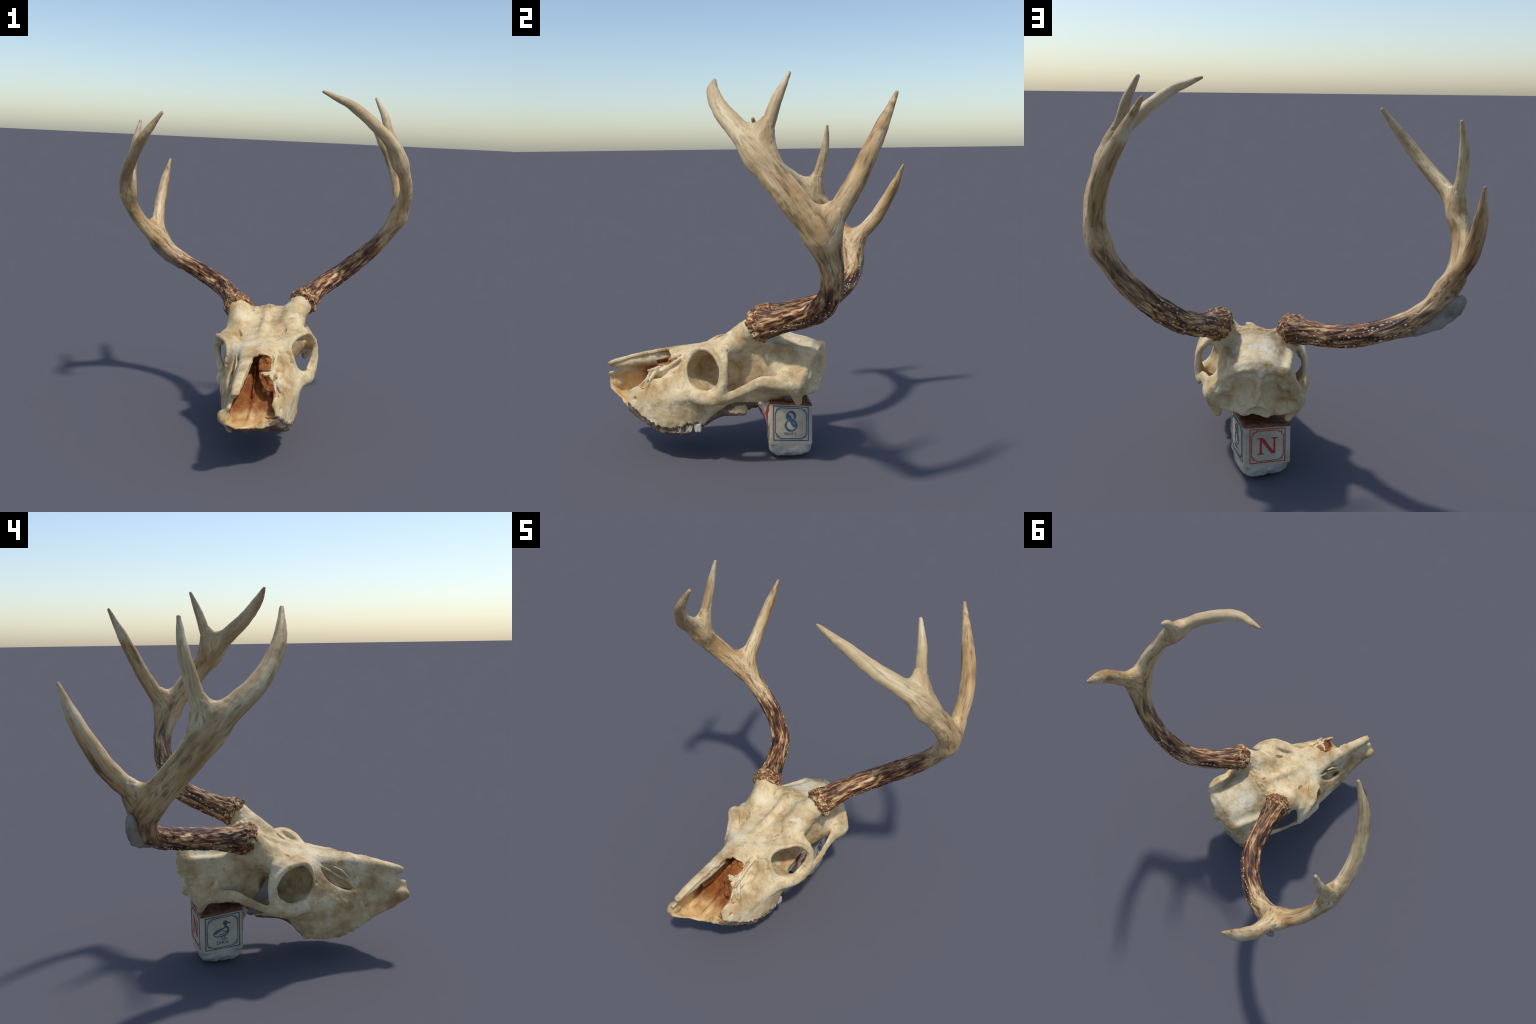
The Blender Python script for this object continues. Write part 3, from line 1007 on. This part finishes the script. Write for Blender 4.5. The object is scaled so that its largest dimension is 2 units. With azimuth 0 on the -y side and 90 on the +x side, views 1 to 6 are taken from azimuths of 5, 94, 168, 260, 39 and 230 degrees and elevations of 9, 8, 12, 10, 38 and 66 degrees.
def block_material():
    nd = Nodes('painted_block')
    o = nd.vec('SUBTRACT', nd.P, [BLOCK_C[0], BLOCK_C[1], 0])
    x = nd.vec('DOT_PRODUCT', o, EX)
    y = nd.vec('DOT_PRODUCT', o, EY)
    z = nd.vec('DOT_PRODUCT', o, EZ)
    n = nd.noise(nd.P, 12, 3, .6)
    col = nd.ramp(n, [(.3, (.40, .33, .23)), (.55, (.52, .45, .33)), (.75, (.60, .54, .43))])
    scan_foot = nd.step(nd.math('ADD', z, nd.math('MULTIPLY', n, .012)), .090, .080)
    col = nd.mix(scan_foot, col, nd.ramp(n, [(.35, (.34, .30, .25)), (.6, (.50, .47, .42))]))
    # red-brown top: its shadow put into the colour, edges rubbed
    top_shade = nd.ramp(nd.noise(nd.vec('MULTIPLY', nd.P, (20, 20, 90)), 1.6, 3, .6), [(.35, (.085, .028, .015)), (.6, (.20, .075, .035)), (.75, (.34, .16, .08))])
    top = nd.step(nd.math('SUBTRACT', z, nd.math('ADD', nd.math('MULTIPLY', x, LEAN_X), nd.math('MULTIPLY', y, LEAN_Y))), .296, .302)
    col = nd.mix(top, col, top_shade)
    # smeared red stripes on the front face
    wv = nd.math('ADD', nd.math('MULTIPLY', x, 1.0), nd.math('MULTIPLY', z, -.28))
    st = nd.math('SINE', nd.math('MULTIPLY', nd.math('ADD', wv, nd.math('MULTIPLY', n, .05)), 150.0))
    stripes = nd.step(st, -.15, .25)
    front = nd.step(y, -BLOCK_H + .004, -BLOCK_H - .002)
    front = nd.math('MULTIPLY', front, nd.step(z, .085, .10))
    red = nd.mix(stripes, (.60, .47, .38), (.34, .050, .030))
    col = nd.mix(front, col, red)
    nd.bump(n, .1, .004)
    return nd.done(col, .5, .35)


def print_mat(name, c1, c2):
    nd = Nodes(name)
    n = nd.noise(nd.P, 60, 3, .6)
    return nd.done(nd.ramp(n, [(.35, c1), (.7, c2)]), .5, .3)


def face_frame(which):
    """Block-space centre, right and outward axes of a printed face."""
    H = BLOCK_H
    z = .199
    return {'eight': (np.array([H + .008, 0, z]), np.array([0, 1., 0]), np.array([1., 0, 0])),
            'letter': (np.array([-.002, H, z]), np.array([-1., 0, 0]), np.array([0, 1., 0])),
            'duck': (np.array([-H - .012, 0, z]), np.array([0, -1., 0]), np.array([-1., 0, 0]))}[which]


def on_face(frame, x, y, lift):
    o, r, n = frame
    p = o + np.outer(np.atleast_1d(x), r) + np.outer(np.atleast_1d(lift), n)
    p[:, 2] += np.atleast_1d(y)
    return block_point(p[:, 0], p[:, 1], p[:, 2])


def plate(name, polys, frame, mat, parent, thick=.0016, dx=0.0, dy=0.0):
    """Printed shapes as thin raised plates; polys are lists of (x, y) outlines."""
    verts, faces = [], []
    lift_k = 0
    for poly in polys:
        b = len(verts)
        m = len(poly)
        lift_k = (lift_k + 1) % 7
        for lift in (-.002, thick + .00006 * lift_k):
            xy = np.array(poly, float)
            verts += list(on_face(frame, xy[:, 0] + dx, xy[:, 1] + dy, np.full(m, lift)))
        faces.append([b + m + k for k in range(m)])
        for k in range(m):
            j = (k + 1) % m
            faces.append([b + k, b + j, b + m + j, b + m + k])
    me = bpy.data.meshes.new(name)
    me.from_pydata([tuple(v) for v in verts], [], faces)
    bm = bmesh.new()
    bm.from_mesh(me)
    bmesh.ops.recalc_face_normals(bm, faces=bm.faces)
    bm.to_mesh(me)
    bm.free()
    me.materials.append(mat)
    ob = bpy.data.objects.new(name, me)
    bpy.context.scene.collection.objects.link(ob)
    ob.parent = parent
    return ob


def stroke(pts, w):
    """Quads along a polyline; w is a width or a list of widths."""
    p = np.array(pts, float)
    w = np.broadcast_to(w, len(p))
    t = np.gradient(p, axis=0)
    t /= np.linalg.norm(t, axis=1)[:, None] + 1e-9
    nn = np.stack([-t[:, 1], t[:, 0]], 1) * w[:, None] / 2
    A, B = p + nn, p - nn
    return [[tuple(A[i]), tuple(A[i + 1]), tuple(B[i + 1]), tuple(B[i])] for i in range(len(p) - 1)]


def corner_frame(hw, hh, notch, w):
    """A frame line with stepped, scooped corners."""
    out = []
    s = notch
    base = [(-hw + s, -hh), (hw - s, -hh)]
    out += stroke(base, w)
    out += stroke([(-hw + s, hh), (hw - s, hh)], w)
    out += stroke([(-hw, -hh + s), (-hw, hh - s)], w)
    out += stroke([(hw, -hh + s), (hw, hh - s)], w)
    for sx in (1, -1):
        for sy in (1, -1):
            arc = []
            for k in range(7):
                t = math.pi / 2 * k / 6
                arc.append((sx * (hw - s * .85 * math.cos(t) * 1.0 + 0), sy * (hh - s * .85 * math.sin(t))))
            arc = [(sx * (hw - s), sy * (hh)), (sx * (hw - s), sy * (hh - s * .3))] + \
                  [(sx * (hw - s + s * .7 * math.sin(t)), sy * (hh - s * .3 - s * .7 * (1 - math.cos(t)))) for t in np.linspace(0.1, math.pi / 2, 6)] + \
                  [(sx * hw, sy * (hh - s))]
            out += stroke(arc, w)
            out += stroke([(sx * (hw - s * .1), sy * (hh - s * .62)), (sx * (hw - s * .62), sy * (hh - s * .1))], w * .8)
    return out


def rect_frame(hw, hh, w):
    return (stroke([(-hw - w / 2, -hh), (hw + w / 2, -hh)], w) + stroke([(-hw - w / 2, hh), (hw + w / 2, hh)], w)
            + stroke([(-hw, -hh + w / 2), (-hw, hh - w / 2)], w) + stroke([(hw, -hh + w / 2), (hw, hh - w / 2)], w))


def letter_n():
    out = []
    x0, x1, y0, y1 = -.036, .036, -.042, .042
    out += stroke([(x0, y0), (x0, y1)], .011)
    out += stroke([(x1, y0), (x1, y1)], .009)
    out.append([(x0 - .006, y1), (x0 + .015, y1), (x1 + .004, y0), (x1 - .017, y0)])
    for (cx, cy, w) in ((x0, y0, .030), (x0 - .004, y1, .026), (x1, y1, .032)):
        out += stroke([(cx - w / 2, cy), (cx + w / 2, cy)], .006)
    return out


def digit_eight():
    out = []
    for cy, ry, rx in ((.024, .024, .022), (-.027, .030, .029)):
        t = np.linspace(0, 2 * math.pi, 29)
        pts = np.stack([rx * np.cos(t), cy + ry * np.sin(t)], 1)
        w = .0055 + .008 * np.abs(np.cos(t - (.8 if cy > 0 else .8))) ** 1.5
        out += stroke(pts, w)
    d = np.linspace(0, 1, 7)
    out += stroke(np.stack([-.020 + .042 * d, .030 - .062 * d], 1) + .006 * np.stack([np.sin(d * 6.28), 0 * d], 1), .015)
    return out


def duck():
    """Outline duck facing right."""
    out = []
    body = [(-.050, -.008), (-.040, -.022), (-.018, -.026), (.012, -.024), (.030, -.012), (.034, .006), (.026, .018), (.016, .024)]
    out += stroke(spline(body, 30), .0042)
    back = [(-.050, -.008), (-.034, .004), (-.012, .012), (.006, .016), (.016, .024), (.014, .034)]
    out += stroke(spline(back, 24), .0075)
    head = [(.016 + .013 * math.cos(t), .044 + .014 * math.sin(t)) for t in np.linspace(0, 2 * math.pi, 17)[:-1]]
    out.append(head)
    out.append([(.027, .048), (.047, .041), (.045, .037), (.027, .040)])
    out += stroke([(.017, .026), (.030, .014), (.031, .0), (.022, -.01)], .010)
    out += stroke(spline([(-.040, -.008), (-.018, .003), (.008, .002), (.018, -.008), (.002, -.016), (-.02, -.014)], 24), .003)
    for x in (-.006, .010):
        out += stroke([(x, -.026), (x + .002, -.042), (x + .016, -.045)], .0035)
    return out


def word(text, size, frame, dx, dy, mat, parent, name='lettering'):
    cu = bpy.data.curves.new(name, 'FONT')
    cu.body = text
    cu.size = size
    cu.align_x = 'CENTER'
    cu.extrude = .0012
    tmp = bpy.data.objects.new(name + '_tmp', cu)
    bpy.context.scene.collection.objects.link(tmp)
    dg = bpy.context.evaluated_depsgraph_get()
    me = bpy.data.meshes.new_from_object(tmp.evaluated_get(dg))
    bpy.data.objects.remove(tmp)
    co = np.zeros(len(me.vertices) * 3, f32)
    me.vertices.foreach_get('co', co)
    co = co.reshape(-1, 3)
    me.vertices.foreach_set('co', on_face(frame, co[:, 0] + dx, co[:, 1] + dy, co[:, 2] + .0006).astype(f32).ravel())
    me.name = name
    me.materials.clear()
    me.materials.append(mat)
    ob = bpy.data.objects.new(name, me)
    bpy.context.scene.collection.objects.link(ob)
    ob.parent = parent
    return ob


# ================================================================== ASSEMBLY
def main():
    # ---------------- skull
    skull = empty('deer_skull', tuple(SO * [1, 1, 0]))
    skull['label'] = 'weathered deer skull with broken snout and branching antlers'
    skull['category'] = 'animal skull'
    bpy.context.view_layer.update()
    off = np.array(skull.location)

    V, Q, depth = build_skull()
    c = V[Q].mean(1)
    fn = np.cross(V[Q[:, 2]] - V[Q[:, 0]], V[Q[:, 3]] - V[Q[:, 1]])
    fn /= np.linalg.norm(fn, axis=1)[:, None] + 1e-12
    a, f, u = c[:, 0], c[:, 1], c[:, 2]
    s = np.abs(a)
    region = np.full(len(Q), 'cranium', dtype=object)
    region[(f > -.03)] = 'upper_jaw'
    region[(f > .215) & (u > .075 - .26 * np.maximum(f - .26, 0) - np.where(f > .34, .085, .055)) & (s < .09) & (f > .2)] = 'nasal_bone'
    region[(f < -.535)] = 'occiput'
    ringd = np.hypot((f - .004) / .098, u / .111)
    region[(s > .17) & (ringd < 1.28) & (ringd > .7) & (u > -.135)] = 'eye_socket'
    region[(s > .222) & (f < -.125) & (f > -.36) & (u < .03)] = 'zygomatic_arch'
    row = np.interp(f, [-.05, .05, .2, .3, .4, .5], [.12, .150, .155, .14, .12, .09])
    region[(fn[:, 2] < -.25) & (s < row) & (u < -.19) & (f > -.3)] = 'palate'
    region[(a > .075) & (f > .015) & (u < jaw_edge(f, u) - .001) & (u < -.19) & (fn[:, 2] < .3)] = 'palate'
    dep = depth(c)
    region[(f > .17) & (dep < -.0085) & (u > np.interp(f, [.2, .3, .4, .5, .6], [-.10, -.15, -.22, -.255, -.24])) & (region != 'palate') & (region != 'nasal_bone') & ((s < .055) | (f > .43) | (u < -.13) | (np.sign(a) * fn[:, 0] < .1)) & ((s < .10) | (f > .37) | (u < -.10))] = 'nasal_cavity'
    ef = np.interp(u, BREAK_U[::-1], BREAK_F[::-1])
    zone = (a > .02) & (f > .2) & (f < .45) & (u > -.125) & (u < .06) & (region != 'palate') & (s < .16)
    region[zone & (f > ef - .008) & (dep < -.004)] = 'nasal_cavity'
    region[zone & (f < ef - .008) & (f > ef - .13) & (a > .045)] = 'upper_jaw'
    N = vnormals(V, Q)
    W = to_world(V)
    NW = N @ SM
    Q = Q[:, ::-1].copy()          # the skull frame is left-handed
    bone = bone_material()
    pal = palate_material()
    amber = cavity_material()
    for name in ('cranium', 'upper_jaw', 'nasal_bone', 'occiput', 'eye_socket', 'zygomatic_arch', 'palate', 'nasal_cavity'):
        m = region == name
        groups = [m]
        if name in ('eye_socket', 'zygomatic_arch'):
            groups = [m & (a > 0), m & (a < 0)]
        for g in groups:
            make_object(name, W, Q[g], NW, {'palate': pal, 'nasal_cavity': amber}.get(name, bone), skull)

    # ---------------- teeth
    tm = tooth_material()
    bm = bmesh.new()
    bmesh.ops.create_cube(bm, size=2.0)
    for v in bm.verts:
        if v.co.z < 0:
            v.co.x *= .82
            v.co.y *= .88
    bmesh.ops.subdivide_edges(bm, edges=bm.edges[:], cuts=5, use_grid_fill=True)
    for v in bm.verts:
        x, y, z = v.co
        L = max(abs(x), abs(y), abs(z))
        v.co = v.co * (1 - .18 * (1 - L / max(v.co.length, 1e-6)))
        if z < -.6:
            v.co.z += .16 * math.cos(y * math.pi * 2.0) * (1 if x > 0 else .6)
        v.co.x *= 1 + .10 * math.cos(y * math.pi * 2)
    tmesh = bpy.data.meshes.new('tooth')
    bm.to_mesh(tmesh)
    bm.free()
    tmesh.polygons.foreach_set('use_smooth', np.full(len(tmesh.polygons), True))
    tmesh.materials.append(tm)
    r3 = np.random.default_rng(4)
    first = None
    for sd in (1, -1):
        for k in range(6):
            fp = .048 + .046 * k
            up = np.interp(fp, [.03, .15, .3, .4], [-.320, -.330, -.320, -.285])
            ap = np.interp(fp, [.03, .15, .3], [.166, .168, .150]) if sd > 0 else np.interp(fp, [.03, .15, .3], [.162, .168, .150])
            if sd < 0 and k == 0:
                fp, up = .075, -.335
            ob = bpy.data.objects.new('tooth', tmesh)
            bpy.context.scene.collection.objects.link(ob)
            sc = .0195 * (1 - .06 * k)
            loc = to_world((sd * ap, fp, up))
            M = Matrix(((SL[0] * sd, SF[0], SU[0], loc[0]), (SL[1] * sd, SF[1], SU[1], loc[1]), (SL[2] * sd, SF[2], SU[2], loc[2]), (0, 0, 0, 1)))
            ob.matrix_world = M @ Matrix.Rotation(r3.normal() * .12, 4, 'X') @ Matrix.Diagonal((sc * .75, sc, sc * (1.05 + .2 * r3.random()), 1))
            ob.parent = skull
            first = ob

    # ---------------- antlers
    for side in ('left', 'right'):
        build_antler(side, skull)

    # grey scan artefact under the right antler, modelled as a thin fin
    fl = Field((-.92, .25, .68), (-.36, .72, 1.12), .005)
    fl.tube([(-.43, .455, .797), (-.55, .54, .848), (-.67, .585, .912), (-.745, .602, .972), (-.782, .605, 1.003)], [.018, .036, .052, .048, .024],
            major=(.5, .0, -1), flat=[.4, .3, .3, .4, .6], n=21, k=0)
    v, q = fl.mesh()
    v = relax(v, q, 2)
    v = v + vnormals(v, q) * (.004 * fbm(v * 16, 2))[:, None]
    nd = Nodes('grey_scan_flap')
    n = nd.noise(nd.P, 10, 3, .6)
    gm = nd.done(nd.ramp(n, [(.3, (.18, .145, .105)), (.5, (.31, .275, .23)), (.75, (.24, .18, .12))]), .55, .3)
    make_object('antler_scan_flap', v, q, vnormals(v, q), gm, skull)

    # scan artefact in the right temple opening, bridging skull base and block
    fl = Field((-.30, -.33, -.32), (0, .02, .05), .005)
    fl.tube([(-.10, -.10, -.03), (-.135, -.13, -.10), (-.11, -.17, -.18), (-.08, -.24, -.22)], [.03, .05, .06, .05],
            major=(0, 1, -.3), flat=.22, n=16, k=0)
    v, q = fl.mesh()
    v = relax(v, q, 2)
    n_ = vnormals(v, q)
    v = v + n_ * (.004 * fbm(v * 16, 2))[:, None]
    make_object('skull_scan_patch', to_world(v), q[:, ::-1].copy(), vnormals(v, q) @ SM, gm, skull)

    for ob in bpy.data.objects:
        if ob.parent is skull:
            ob.matrix_parent_inverse = Matrix.Translation(-Vector(off))

    # ---------------- toy block
    V, Q = build_block()
    W = block_point(V[:, 0], V[:, 1], V[:, 2])
    N = vnormals(W, Q)
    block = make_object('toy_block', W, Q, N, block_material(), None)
    block['label'] = 'old wooden alphabet block with printed letter, number and duck'
    block['category'] = 'toy block'
    blue = print_mat('blue_print', (.035, .075, .13), (.075, .14, .21))
    red = print_mat('red_print', (.36, .030, .035), (.48, .070, .065))
    for which, mat in (('eight', blue), ('letter', red), ('duck', blue)):
        fr = face_frame(which)
        plate('border', rect_frame(.093, .092, .0044) + corner_frame(.084, .083, .024, .0034), fr, mat, block)
        if which == 'letter':
            plate('letter', letter_n(), fr, mat, block)
        elif which == 'eight':
            plate('number', digit_eight(), fr, mat, block, dy=.015)
            word('IGHT 7', .021, fr, -.004, -.066, mat, block)
        else:
            plate('duck_picture', duck(), fr, mat, block, dy=.006)
            word('DUCK', .024, fr, .0, -.064, mat, block)


main()
